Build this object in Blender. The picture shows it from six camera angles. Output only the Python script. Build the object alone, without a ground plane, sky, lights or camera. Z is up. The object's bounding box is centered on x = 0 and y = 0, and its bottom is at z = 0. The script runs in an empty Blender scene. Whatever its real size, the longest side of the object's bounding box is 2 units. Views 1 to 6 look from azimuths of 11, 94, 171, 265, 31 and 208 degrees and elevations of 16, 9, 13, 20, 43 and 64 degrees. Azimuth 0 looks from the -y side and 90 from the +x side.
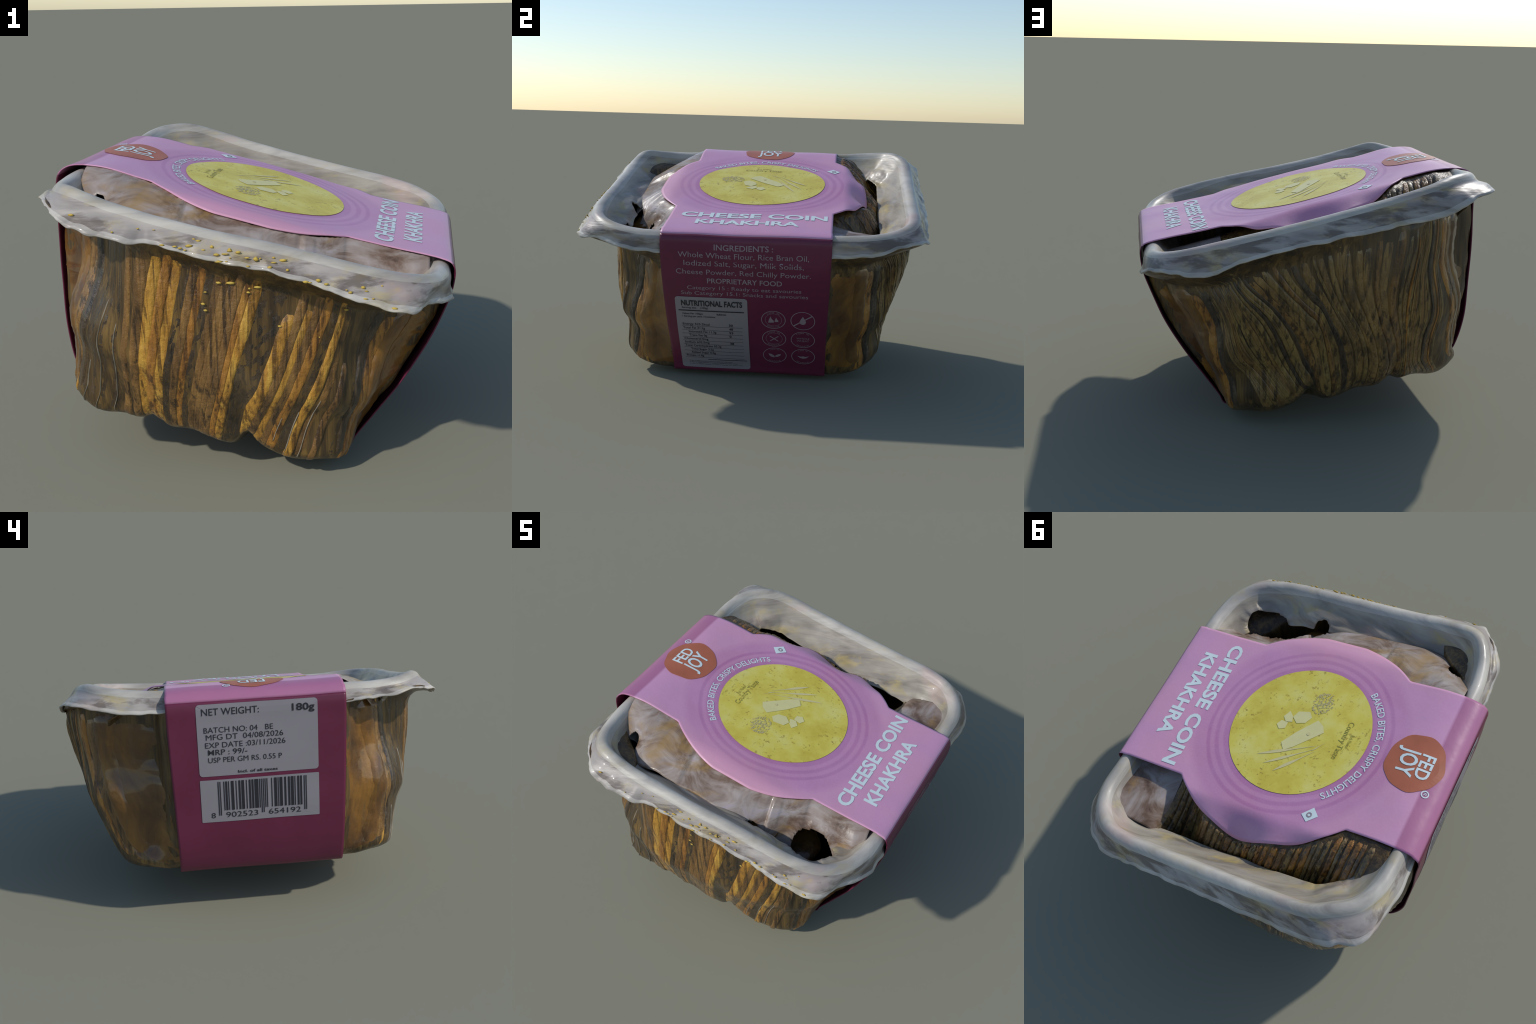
# A transparent snack tub (tilted) full of stacked coin crackers, with a pink card
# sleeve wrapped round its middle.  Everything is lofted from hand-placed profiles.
import bpy, math, random
from mathutils import Vector, noise as mnoise

rng = random.Random(7)

# ------------------------------------------------------------------ helpers
def lerp(a, b, t): return a + (b - a) * t
def smooth(a, b, x):
    t = min(1.0, max(0.0, (x - a) / (b - a))); return t * t * (3 - 2 * t)
def gauss(x, c, w): return math.exp(-((x - c) / w) ** 2)
def table(pts, x):
    """smooth (monotone cubic) interpolation through (x, value) pairs"""
    if x <= pts[0][0]: return pts[0][1]
    if x >= pts[-1][0]: return pts[-1][1]
    for i in range(len(pts) - 1):
        if x <= pts[i + 1][0]: break
    x0, y0 = pts[i]; x1, y1 = pts[i + 1]
    d = (y1 - y0) / (x1 - x0)
    def tan(j):
        if j == 0 or j == len(pts) - 1: return d
        a = (pts[j][1] - pts[j-1][1]) / (pts[j][0] - pts[j-1][0])
        b = (pts[j+1][1] - pts[j][1]) / (pts[j+1][0] - pts[j][0])
        return 0 if a * b <= 0 else 2 * a * b / (a + b)
    m0, m1, h = tan(i), tan(i + 1), x1 - x0
    t = (x - x0) / h
    return ((2*t**3 - 3*t**2 + 1) * y0 + (t**3 - 2*t**2 + t) * h * m0
            + (-2*t**3 + 3*t**2) * y1 + (t**3 - t**2) * h * m1)
def catmull(p0, p1, p2, p3, t):
    return 0.5 * ((2 * p1) + (p2 - p0) * t + (2*p0 - 5*p1 + 4*p2 - p3) * t*t + (3*p1 - p0 - 3*p2 + p3) * t**3)
def fbm(p, s=1.0, o=3):
    return mnoise.fractal(Vector(p) * s, 1.0, 2.0, o)

def mesh_object(name, verts, faces, mat, parent=None, smooth_shade=True, mats=None, idx=None):
    me = bpy.data.meshes.new(name)
    me.from_pydata([tuple(v) for v in verts], [], faces)
    me.validate(); me.update()
    ob = bpy.data.objects.new(name, me)
    bpy.context.scene.collection.objects.link(ob)
    for m in (mats or [mat]): me.materials.append(m)
    if idx: me.polygons.foreach_set("material_index", idx)
    if smooth_shade: me.polygons.foreach_set("use_smooth", [True] * len(me.polygons))
    if parent: ob.parent = parent
    return ob

def grid_faces(nu, nv, wrap_u=False, skip=None):
    f = []
    for i in range(nu if wrap_u else nu - 1):
        for j in range(nv - 1):
            if skip and skip(i, j): continue
            a = i * nv + j; b = ((i + 1) % nu) * nv + j
            f.append((a, b, b + 1, a + 1))
    return f

def solidify(ob, th, offset=-1):
    m = ob.modifiers.new("thickness", "SOLIDIFY"); m.thickness = th; m.offset = offset
    apply_mods(ob)
def apply_mods(ob):
    dg = bpy.context.evaluated_depsgraph_get()
    me = bpy.data.meshes.new_from_object(ob.evaluated_get(dg))
    old = ob.data; ob.modifiers.clear(); ob.data = me; me.name = ob.name
    bpy.data.meshes.remove(old)

# ------------------------------------------------------------------ materials
class NT:
    def __init__(s, name, rough=0.5, coat=0.0, spec=0.4):
        s.m = bpy.data.materials.new(name); s.m.use_nodes = True
        s.t = s.m.node_tree; s.b = s.t.nodes["Principled BSDF"]
        s.b.inputs["Roughness"].default_value = rough
        s.b.inputs["Coat Weight"].default_value = coat
        s.b.inputs["Specular IOR Level"].default_value = spec
        s.co = s.t.nodes.new("ShaderNodeTexCoord").outputs["Object"]
    def n(s, kind, **kw):
        nd = s.t.nodes.new("ShaderNode" + kind)
        for k, v in kw.items(): setattr(nd, k, v)
        return nd
    def link(s, a, b): s.t.links.new(a, b)
    def mapping(s, scale=(1, 1, 1), loc=(0, 0, 0), rot=(0, 0, 0), src=None):
        m = s.n("Mapping"); m.inputs["Scale"].default_value = scale
        m.inputs["Location"].default_value = loc; m.inputs["Rotation"].default_value = rot
        s.link(src or s.co, m.inputs["Vector"]); return m.outputs[0]
    def noise(s, scale, detail=4, rough=.55, dist=0.0, vec=None):
        n = s.n("TexNoise"); n.inputs["Scale"].default_value = scale; n.inputs["Detail"].default_value = detail
        n.inputs["Roughness"].default_value = rough; n.inputs["Distortion"].default_value = dist
        s.link(vec or s.co, n.inputs["Vector"]); return n.outputs["Fac"]
    def voronoi(s, scale, vec=None, out="Distance"):
        n = s.n("TexVoronoi"); n.inputs["Scale"].default_value = scale
        s.link(vec or s.co, n.inputs["Vector"]); return n.outputs[out]
    def math(s, op, a, b=None, clamp=False):
        n = s.n("Math", operation=op, use_clamp=clamp)
        for i, v in enumerate((a, b)):
            if v is None: continue
            if isinstance(v, (int, float)): n.inputs[i].default_value = v
            else: s.link(v, n.inputs[i])
        return n.outputs[0]
    def ramp(s, fac, stops, interp="LINEAR"):
        r = s.n("ValToRGB"); cr = r.color_ramp; cr.interpolation = interp
        while len(cr.elements) < len(stops): cr.elements.new(0.5)
        for e, (p, c) in zip(cr.elements, stops):
            e.position = p; e.color = (c, c, c, 1) if isinstance(c, (int, float)) else (*c, 1)
        s.link(fac, r.inputs[0]); return r.outputs[0]
    def mix(s, fac, a, b, mode="MIX"):
        m = s.n("Mix", data_type="RGBA", blend_type=mode)
        for sock, v in ((m.inputs[0], fac), (m.inputs[6], a), (m.inputs[7], b)):
            if isinstance(v, (int, float)): sock.default_value = v
            elif isinstance(v, tuple): sock.default_value = (*v, 1)
            else: s.link(v, sock)
        return m.outputs[2]
    def sep(s, vec=None):
        n = s.n("SeparateXYZ"); s.link(vec or s.co, n.inputs[0]); return n.outputs
    def rand(s): return s.n("ObjectInfo").outputs["Random"]
    def color(s, c): s.link(c, s.b.inputs["Base Color"])
    def bump(s, h, strength=.3, dist=.01):
        b = s.n("Bump"); b.inputs["Strength"].default_value = strength; b.inputs["Distance"].default_value = dist
        s.link(h, b.inputs["Height"]); s.link(b.outputs[0], s.b.inputs["Normal"])

def srgb(r, g, b):
    f = lambda c: (c / 255 / 12.92) if c / 255 <= .04045 else ((c / 255 + .055) / 1.055) ** 2.4
    return (f(r), f(g), f(b))

def plain(name, col, rough=.5, var=.06, scale=25):
    k = NT(name, rough)
    n = k.noise(scale, 3)
    k.color(k.mix(n, tuple(c * (1 - var) for c in col), tuple(min(1, c * (1 + var)) for c in col)))
    return k.m

# pink card of the sleeve's top, printed with faint rings round the disc
def mat_sleeve_top():
    k = NT("pink_card_with_rings", .42, 0.1)
    x, y, z = k.sep()
    xs = k.math("MULTIPLY", x, 1.035)
    r = k.math("SQRT", k.math("ADD", k.math("MULTIPLY", xs, xs), k.math("MULTIPLY", y, y)))
    warp = k.math("MULTIPLY", k.math("SUBTRACT", k.noise(3, 2), .5), .02)
    r = k.math("ADD", r, warp)
    light, mid, deep = (.64, .31, .45), (.555, .245, .395), (.465, .175, .335)
    rings = k.ramp(r, [(.36, deep), (.405, deep), (.412, mid), (.43, mid), (.437, deep), (.452, deep), (.460, mid), (.476, mid),
                       (.484, deep), (.496, deep), (.504, mid), (.55, mid), (.60, light), (.75, light)])
    blot = k.noise(2.2, 4)
    c = k.mix(k.ramp(blot, [(.35, 0.0), (.7, .45)]), rings, (.56, .30, .53))
    warm = k.ramp(k.math("ADD", y, k.math("MULTIPLY", blot, .12)), [(.0, 0.0), (1, 0.0)])
    fine = k.noise(140, 2)
    c = k.mix(k.ramp(fine, [(.3, .0), (.75, .12)]), c, (.8, .55, .7))
    rosy = k.ramp(k.math("MULTIPLY", k.math("ADD", y, k.math("MULTIPLY", blot, .15)), -1.0), [(.32, 0.0), (.52, .6)])
    c = k.mix(rosy, c, (.74, .38, .46))  # pinker tint toward -y, partly sunlight on the curved edge painted in
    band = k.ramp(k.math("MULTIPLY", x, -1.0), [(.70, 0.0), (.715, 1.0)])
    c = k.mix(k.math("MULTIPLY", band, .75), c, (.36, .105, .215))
    k.color(c); k.bump(k.noise(9, 3), .12, .02)
    return k.m
def mat_sleeve_side():
    k = NT("crimson_card", .42, .1)
    n = k.noise(3.0, 4)
    c = k.mix(k.ramp(n, [(.3, 0.0), (.75, 1.0)]), (.125, .016, .044), (.155, .022, .060))  # card colour deepened to carry the shade on the sleeve's ends
    k.color(c); k.bump(k.noise(8, 3), .1, .02)
    return k.m
def mat_rim(name, tones, yellow, grey, dark=0.0, bump=.2):
    """cloudy thermoformed plastic: soft horizontal smears of what shows through"""
    k = NT(name, .42, .15)
    a = k.noise(1.5, 5, .55, .6, k.mapping((1.7, 1.7, 9))); b = k.noise(1.3, 5, .6, .7, k.mapping((2.4, 2.4, 22), loc=(3, 1, 0)))
    c = k.ramp(a, [(.28, tones[0]), (.42, tones[1]), (.56, tones[2]), (.74, tones[3])])
    c = k.mix(k.ramp(b, [(.54, 0.0), (.68, grey)]), c, (.31, .29, .305))
    y1 = k.noise(4.2, 5, .62, .4, k.mapping((1.2, 1.2, 3), loc=(9, 2, 4)))
    c = k.mix(k.ramp(y1, [(.53, 0.0), (.68, yellow)]), c, (.50, .40, .16))
    p1 = k.noise(2.6, 3, .5, .4, k.mapping((1, 1, 2), loc=(1, 7, 3)))
    c = k.mix(k.ramp(p1, [(.60, 0.0), (.72, .4)]), c, (.50, .33, .32))  # pink reflections on the plastic, painted as colour patches
    if dark:
        d = k.noise(3.4, 5, .6, .3, k.mapping((1.2, 1.2, 5), loc=(2, 8, 6)))
        c = k.mix(k.ramp(d, [(.48, 0.0), (.57, dark)]), c, (.10, .075, .062))
    c = k.mix(1.0, c, (1.0, .965, .89), "MULTIPLY")
    k.color(c); k.bump(b, bump, .02)
    return k.m
def mat_film():
    k = NT("hazy_film", .36, .3)
    a = k.noise(2.4, 5, .6, .8, k.mapping((2, 2, 5)))
    c = k.ramp(a, [(.27, (.06, .034, .021)), (.40, (.19, .123, .083)), (.50, (.31, .245, .20)), (.62, (.41, .35, .315)), (.76, (.41, .35, .42))])
    y1 = k.noise(4, 4, .6, .5, k.mapping((1, 1, 2), loc=(4, 4, 4)))
    c = k.mix(k.ramp(y1, [(.55, 0.0), (.68, .7)]), c, (.36, .22, .07))
    k.color(c); k.bump(a, .3, .02)
    return k.m
def streaks(k, loc=(0, 0, 0)):
    """fine upright grain: crowded edges of thin crackers"""
    f = k.noise(1.0, 5, .6, .25, k.mapping((44, 44, 1.6), loc=loc))
    return f
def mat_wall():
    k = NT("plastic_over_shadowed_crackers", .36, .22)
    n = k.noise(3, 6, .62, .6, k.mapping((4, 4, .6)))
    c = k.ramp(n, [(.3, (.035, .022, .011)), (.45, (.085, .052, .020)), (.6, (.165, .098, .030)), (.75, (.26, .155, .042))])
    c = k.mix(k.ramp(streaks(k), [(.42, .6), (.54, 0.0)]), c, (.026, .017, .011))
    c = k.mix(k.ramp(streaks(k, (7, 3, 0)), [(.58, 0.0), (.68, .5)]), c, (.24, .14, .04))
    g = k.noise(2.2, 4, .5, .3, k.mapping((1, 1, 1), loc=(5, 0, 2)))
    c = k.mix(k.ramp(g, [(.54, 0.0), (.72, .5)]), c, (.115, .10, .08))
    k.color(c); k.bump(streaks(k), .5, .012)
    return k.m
def mat_cracker(name, lo, mid, hi, haze=.4):
    k = NT(name, .34, .6)
    n = k.noise(7, 6, .65, .5, k.mapping((2.2, 2.2, .5)))
    c = k.ramp(n, [(.32, lo), (.5, mid), (.68, hi)])
    c = k.mix(k.math("MULTIPLY", k.rand(), .35), c, mid)
    c = k.mix(k.ramp(streaks(k, (1, 5, 2)), [(.40, .85), (.50, 0.0)]), c, tuple(v * .6 for v in lo))
    c = k.mix(k.ramp(streaks(k, (9, 1, 4)), [(.56, 0.0), (.66, .6)]), c, hi)
    c = k.mix(k.ramp(k.noise(40, 4, .65), [(.58, 0.0), (.72, .4)]), c, hi)
    c = k.mix(k.ramp(k.noise(24, 4, .6, .0, k.mapping((1, 1, .7), loc=(2, 2, 2))), [(.60, 0.0), (.72, .35)]), c, lo)
    g = k.noise(2.2, 4, .5, .3, k.mapping((1, 1, 1), loc=(5, 0, 2)))
    c = k.mix(k.ramp(g, [(.5, 0.0), (.72, haze)]), c, (.105, .09, .068))
    k.color(c); k.bump(k.math("ADD", k.noise(34, 5, .65), k.math("MULTIPLY", streaks(k, (1, 5, 2)), .8)), .7, .012)
    return k.m
def mat_cracker_face():
    k = NT("golden_cracker_face", .34, .6)
    n = k.noise(3.2, 6, .62, .8, k.mapping((1.2, 1.2, .6)))
    c = k.ramp(n, [(.28, (.045, .02, .007)), (.42, (.13, .058, .014)), (.56, (.27, .125, .022)), (.72, (.40, .21, .04))])
    c = k.mix(k.ramp(k.rand(), [(0, 0.0), (1, .45)]), c, (.07, .036, .016))
    c = k.mix(k.ramp(streaks(k, (3, 3, 3)), [(.55, 0.0), (.68, .45)]), c, (.11, .075, .04))
    k.color(c); k.bump(k.noise(20, 5), .45, .012)
    return k.m
def mat_disc():
    k = NT("yellow_biscuit_print", .45)
    a = k.noise(7, 5, .6)
    c = k.ramp(a, [(.3, (.60, .47, .055)), (.5, (.70, .60, .10)), (.7, (.74, .67, .19))])
    sp = k.noise(48, 4, .65); gate = k.noise(9, 2)
    m = k.math("MULTIPLY", k.ramp(sp, [(.575, 0.0), (.645, 1.0)]), k.ramp(gate, [(.40, 0.0), (.58, 1.0)]))
    c = k.mix(k.math("MULTIPLY", m, .75), c, (.30, .19, .03))
    k.color(c)
    return k.m

M_TOP, M_SIDE, M_FILM = mat_sleeve_top(), mat_sleeve_side(), mat_film()
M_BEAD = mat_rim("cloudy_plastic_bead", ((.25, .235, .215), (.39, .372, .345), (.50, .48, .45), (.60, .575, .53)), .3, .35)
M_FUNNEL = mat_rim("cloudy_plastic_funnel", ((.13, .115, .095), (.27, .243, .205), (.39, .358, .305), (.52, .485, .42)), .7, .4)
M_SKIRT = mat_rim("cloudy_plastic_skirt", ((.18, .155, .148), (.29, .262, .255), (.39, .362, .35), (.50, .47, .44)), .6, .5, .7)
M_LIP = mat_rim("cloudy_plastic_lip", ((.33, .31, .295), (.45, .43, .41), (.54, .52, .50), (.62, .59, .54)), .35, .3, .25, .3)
M_WALL, M_FACE, M_DISC = mat_wall(), mat_cracker_face(), mat_disc()
M_CRK = mat_cracker("brown_cracker_edge", (.050, .026, .010), (.185, .092, .025), (.31, .165, .042), .2)
M_GOLD = mat_cracker("golden_cracker_edge", (.14, .062, .012), (.47, .225, .03), (.62, .36, .06), .1)
M_ORNG = mat_cracker("toasted_cracker_edge", (.09, .036, .009), (.33, .14, .022), (.48, .235, .038), .12)
M_OLIVE = mat_cracker("olive_cracker_edge", (.065, .040, .015), (.205, .126, .038), (.33, .215, .06), .3)
M_TAN = mat_cracker("tan_cracker_edge", (.06, .034, .013), (.20, .115, .035), (.34, .20, .055), .3)  # this and the olive above are lightened for the shaded +y side
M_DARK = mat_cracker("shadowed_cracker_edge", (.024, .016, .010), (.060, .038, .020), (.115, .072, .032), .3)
M_WHITE = plain("pale_print_ink", (.66, .76, .76), .5)
M_GREYPINK = plain("soft_pink_print_ink", (.31, .235, .265), .5)
M_BLACK = plain("black_print_ink", (.022, .02, .026), .5)
M_LABEL = plain("white_label_print", (.27, .245, .265), .45, .04, 6)  # white print greyed down to the dim light on the end faces
M_ORANGE = plain("orange_print", (.44, .135, .07), .45, .25, 9)
M_CHEESE = plain("pale_cheese_print", (.72, .66, .30), .5, .08, 20)
M_WHEAT = plain("straw_print", (.66, .58, .28), .5, .1, 30)
M_GRAIN = plain("grey_grain_print", (.52, .45, .22), .5, .2, 60)
M_DIM = plain("olive_print_ink", (.30, .27, .05), .5)

# ------------------------------------------------------------------ the thing
tub = bpy.data.objects.new("snack_tub", None)
bpy.context.scene.collection.objects.link(tub)
tub["label"] = "tilted clear tub of brown crackers with pink printed card sleeve"
tub["category"] = "packaged snack"

# ------------------------------------------------------------------ rim
# stations round the mouth: rolled crest (x,y,z) and torn outer flange edge (x,y,z)
STATIONS = [
 ((-.62,-.855,1.245), (-.650,-.960,1.150)), ((-.47,-.885,1.200), (-.540,-.990,1.105)),
 ((-.36,-.890,1.170), (-.390,-.990,1.075)), ((-.27,-.890,1.145), (-.260,-.962,1.060)),
 ((-.07,-.890,1.100), (-.050,-.962,1.005)), ((.13,-.885,1.062), (.145,-.967,.975)),
 ((.33,-.885,1.020), (.340,-.970,.925)), ((.52,-.875,.975), (.510,-.970,.872)),
 ((.66,-.830,.940), (.664,-.950,.830)), ((.75,-.730,.910), (.765,-.805,.818)),
 ((.79,-.600,.890), (.850,-.620,.785)), ((.80,-.460,.885), (.838,-.440,.775)),
 ((.80,.000,.880), (.822,.000,.780)), ((.80,.450,.890), (.838,.430,.780)),
 ((.80,.650,.900), (.862,.660,.800)), ((.752,.772,.920), (.795,.828,.850)),
 ((.66,.860,.950), (.692,.945,.856)), ((.53,.890,.985), (.570,.972,.850)),
 ((.42,.893,1.010), (.440,.975,.905)), ((.20,.893,1.060), (.210,.978,.970)),
 ((-.06,.893,1.125), (-.060,.984,1.022)), ((-.28,.893,1.185), (-.300,.985,1.072)),
 ((-.46,.888,1.240), (-.520,.985,1.122)), ((-.58,.840,1.275), (-.648,.960,1.190)),
 ((-.68,.760,1.278), (-.760,.905,1.215)), ((-.73,.630,1.268), (-.805,.700,1.180)),
 ((-.74,.450,1.255), (-.810,.450,1.165)), ((-.74,.000,1.235), (-.810,.000,1.160)),
 ((-.74,-.450,1.238), (-.810,-.450,1.160)), ((-.735,-.600,1.234), (-.808,-.640,1.165)),
 ((-.70,-.750,1.238), (-.742,-.850,1.192)),
]
NST, SUB = len(STATIONS), 12
def station(i, which, t):
    g = lambda k: Vector(STATIONS[(i + k) % NST][which])
    return catmull(g(-1), g(0), g(1), g(2), t)
def lid_z(x): return 1.09 - .27 * x

def trough(p):
    """inward run and drop of the funnel inside the crest: deeper on the -y side"""
    side = smooth(-.3, .3, p.y)
    return lerp(.17, .18, side), lerp(.10, lerp(lerp(.12, .19, smooth(.3, .5, abs(p.x))), .18, side), smooth(.76, .56, p.x))

GAPS = ((.51, -.655, .13, .095), (.205, -.725, .045, .035), (-.60, -.66, .045, .05))   # tears in the film: x, y, radii
def gap_level(v):
    if v.y > -.5: return 9
    return min(((v.x - hx) / rx) ** 2 + ((v.y - hy) / ry) ** 2 for hx, hy, rx, ry in GAPS)
def lip(v):
    """pull vertices near a tear onto its edge"""
    if v.y > -.5: return
    for hx, hy, rx, ry in GAPS:
        e = math.sqrt(((v.x - hx) / rx) ** 2 + ((v.y - hy) / ry) ** 2)
        if .72 < e < 1.3:
            v.x = hx + (v.x - hx) / e; v.y = hy + (v.y - hy) / e

INNER = [(1.0, 1.0), (.93, .945), (.86, .88), (.78, .79), (.70, .70), (.61, .62), (.52, .54), (.44, .45), (.36, .36), (.22, .18)]   # funnel: inward run, drop
def build_rim():
    verts, nv = [], 0
    ring = []
    for i in range(NST):
        for k in range(SUB):
            ring.append((station(i, 0, k / SUB), station(i, 1, k / SUB)))
    n = len(ring)
    prof_n = None
    for q in range(n):
        c, f = ring[q]
        tan = ring[(q + 1) % n][0] - ring[q - 1][0]; tan.z = 0; tan.normalize()
        out = Vector((tan.y, -tan.x, 0))
        run, drop = trough(c)
        rag = fbm((c.x * 11, c.y * 11, 1.3), 1.0, 5)
        fe = f + out * (.016 * rag) + Vector((0, 0, .010 * fbm((c.x * 14, c.y * 14, 5))))
        wob = .010 * fbm((c.x * 5, c.y * 5, 3), 1, 4)
        P = []
        up = Vector((0, 0, 1))
        inner = INNER
        for a, b in inner:
            w = .028 * fbm((c.x * 4 + a, c.y * 4, 7 + b * 3), 1, 4) * a
            P.append(c - out * (run * a) - up * (drop * b) + up * w)
        P += [c - out * .028 - up * .006, c - out * .012 + up * .001, c + up * wob * .3,
              c + out * .016 - up * .006, c + out * .028 - up * .022]
        # outer skirt: groove then flare to the torn edge
        g1 = c + out * .040 - up * .040
        d = (fe - c)
        horiz = d.dot(out)
        g2 = c + out * (horiz * .66 + wob) + up * (d.z * .62)
        g3 = c + out * horiz * .82 + up * (d.z * .86) + tan * (d.dot(tan) * .6)
        P += [g1, g2, g3, fe]
        prof_n = len(P)
        verts += P
    faces = grid_faces(n, prof_n, True)
    # three real gaps torn in the funnel's lower wall on the -y side
    for v in verts: lip(v)
    hole = lambda v: gap_level(v) < 1
    keep = []
    for fc in faces:
        m = sum((verts[i] for i in fc), Vector()) / 4
        if not hole(m): keep.append(fc)
    zone = [0] * (len(INNER) - 1) + [1] * 5 + [2] * 3 + [3]             # funnel, bead, skirt, lip
    idx = [zone[f[0] % prof_n] for f in keep]
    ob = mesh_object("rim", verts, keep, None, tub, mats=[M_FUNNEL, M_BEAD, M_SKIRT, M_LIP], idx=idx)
    s = ob.modifiers.new("s", "SUBSURF"); s.levels = s.render_levels = 1
    apply_mods(ob)
    solidify(ob, .006, -1)
    return ring
RING = build_rim()

# ------------------------------------------------------------------ tray walls
# side positions against height fraction t (0 = floor, 1 = just under the flange)
YM = [(0, -.60), (.03, -.68), (.08, -.75), (.2, -.80), (.32, -.84), (.44, -.872), (.66, -.876), (.9, -.872), (1, -.93)]
YP = [(0, .55), (.03, .65), (.07, .715), (.165, .79), (.26, .828), (.42, .880), (.6, .928), (.8, .968), (.92, .980), (1, .980)]
XP = [(0, .345), (.03, .405), (.09, .448), (.24, .528), (.465, .642), (.687, .735), (.90, .812), (1, .835)]
XM = [(0, -.65), (.04, -.735), (.1, -.785), (.25, -.818), (.5, -.832), (.8, -.830), (1, -.815)]
SIDE_F, CORN_F = .16, .09
SCOOP = [((1, -1), .12, .12), ((1, 1), .12, .12), ((-1, 1), .10, .02), ((-1, -1), .12, .10)]      # hollowed corners of the tub: inward run in x and y
def zfloor(x): return .097 - .235 * x if x > -.6 else .238
def outline(a, t):
    """plan outline of the tray at height fraction t: rounded rectangle"""
    xm, xp, ym, yp = table(XM, t), table(XP, t), table(YM, t), table(YP, t)
    a = (a + SIDE_F / 2) % 1.0
    q, rem = divmod(a, SIDE_F + CORN_F); q = int(q)
    rr = [lerp(.16, .26, t), lerp(.16, .26, t), lerp(.16, .24, t), lerp(.17, .26, t)]     # corner radii
    rects = [((xm + rr[3], ym), (xp - rr[0], ym)), ((xp, ym + rr[0]), (xp, yp - rr[1])), ((xp - rr[1], yp), (xm + rr[2], yp)), ((xm, yp - rr[2]), (xm, ym + rr[3]))]
    cents = [(xp - rr[0], ym + rr[0]), (xp - rr[1], yp - rr[1]), (xm + rr[2], yp - rr[2]), (xm + rr[3], ym + rr[3])]
    r = rr[q]
    if rem < SIDE_F:
        s = rem / SIDE_F; (x0, y0), (x1, y1) = rects[q]
        x, y = lerp(x0, x1, s), lerp(y0, y1, s)
    else:
        s = (rem - SIDE_F) / CORN_F; ang = math.radians(-90 + 90 * q + 90 * s)
        x, y = cents[q][0] + r * math.cos(ang), cents[q][1] + r * math.sin(ang)
    # the long sides are not quite parallel: both lean in toward the low end
    depth = (.55 * smooth(.03, .35, t) + .45 * smooth(.4, .75, t)) * smooth(1.0, .95, t)
    for (sx, sy), ax, ay in SCOOP:
        cx, cy = (xp if sx > 0 else xm) - sx * .07, (yp if sy > 0 else ym) - sy * .07
        g = depth * math.exp(-((x - cx) ** 2 + (y - cy) ** 2) / .24 ** 2)
        x -= sx * g * ax; y -= sy * g * ay
    x -= math.copysign((.125 if y > 0 else .07) if x < 0 else .06, x) * smooth(.455, .52, abs(y)) * smooth(.35, .6, abs(x)) * (.75 * smooth(.02, .18, t) + .35 * smooth(.4, .7, t)) * smooth(1.0, .95, t)
    if y < 0: y -= (.012 + .03 * smooth(.5, .8, t)) * gauss(x, -.34, .09) * smooth(.25, .5, t)
    if y > 0: y -= .082 * smooth(-.4, .25, x) * smooth(.3, .7, y) * min(1, t * 3)
    else: y += .062 * smooth(-.05, .4, x) * smooth(.3, .7, -y) * min(1, t * 3)
    return x, y, q, rem
FLANGE = sorted((math.atan2(f.y, f.x), f) for _, f in RING)
def flange_at(ang):
    best = None
    lo, hi = 0, len(FLANGE) - 1
    if ang <= FLANGE[0][0] or ang >= FLANGE[-1][0]: lo, hi = hi, 0
    else:
        while hi - lo > 1:
            m = (lo + hi) // 2
            if FLANGE[m][0] <= ang: lo = m
            else: hi = m
    a0, p0 = FLANGE[lo]; a1, p1 = FLANGE[hi]
    span = (a1 - a0) % (2 * math.pi) or 1e-9
    q = p0.lerp(p1, ((ang - a0) % (2 * math.pi)) / span)
    return Vector((q.x * .985, q.y * .985, q.z + .004))
def wall(a, t, bump=True):
    """point on the tray wall: a runs round (0..1, starting mid -y side going +x), t up"""
    x, y, q, rem = outline(a, t)
    foot, head = outline(a, 0), outline(a, 1)
    z0 = zfloor(foot[0]); z1 = lid_z(head[0]) - .105
    if q == 0 and rem < SIDE_F or abs(y) > .5:          # scalloped lower edge
        edge = smooth(.5, .62, abs(y))
        z0 += edge * (.05 * gauss(x, -.36, .045) + .06 * gauss(x, .035, .04) + .012 * math.sin(x * 23))
    z = lerp(z0, z1, t)
    p = Vector((x, y, z))
    if t > .95:                                          # sweep out to meet the underside of the flange
        p = p.lerp(flange_at(math.atan2(y, x)), smooth(.95, 1.0, t))
    if bump:
        c = Vector((.0, .0, z)); o = (p - c); o.z = 0; o.normalize()
        k = .010 * fbm((x * 2.2, y * 2.2, z * 1.5), 1, 3) + .005 * fbm((x * 9, y * 9, z * 2), 1, 3)
        p += o * k
    return p
def wall_n(a, t):
    e = .004
    du = wall(a + e, t, False) - wall(a - e, t, False)
    dv = wall(a, min(1, t + .02), False) - wall(a, max(0, t - .02), False)
    return du.cross(dv).normalized()

def build_tray():
    NA, NTT = 320, 70
    verts = []
    for i in range(NA):
        a = i / NA
        # floor runs in from the lower edge
        base = wall(a, 0)
        ctr = Vector((-.1, 0, zfloor(-.1)))
        for s in (.15, .5, .8):
            v = ctr.lerp(base, s); v.z = zfloor(v.x) + .004; verts.append(v)
        for j in range(NTT): verts.append(wall(a, (j / (NTT - 1)) ** 1.25))
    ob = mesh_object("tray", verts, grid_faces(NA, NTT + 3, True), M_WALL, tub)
    solidify(ob, .006, -1)
build_tray()

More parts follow.
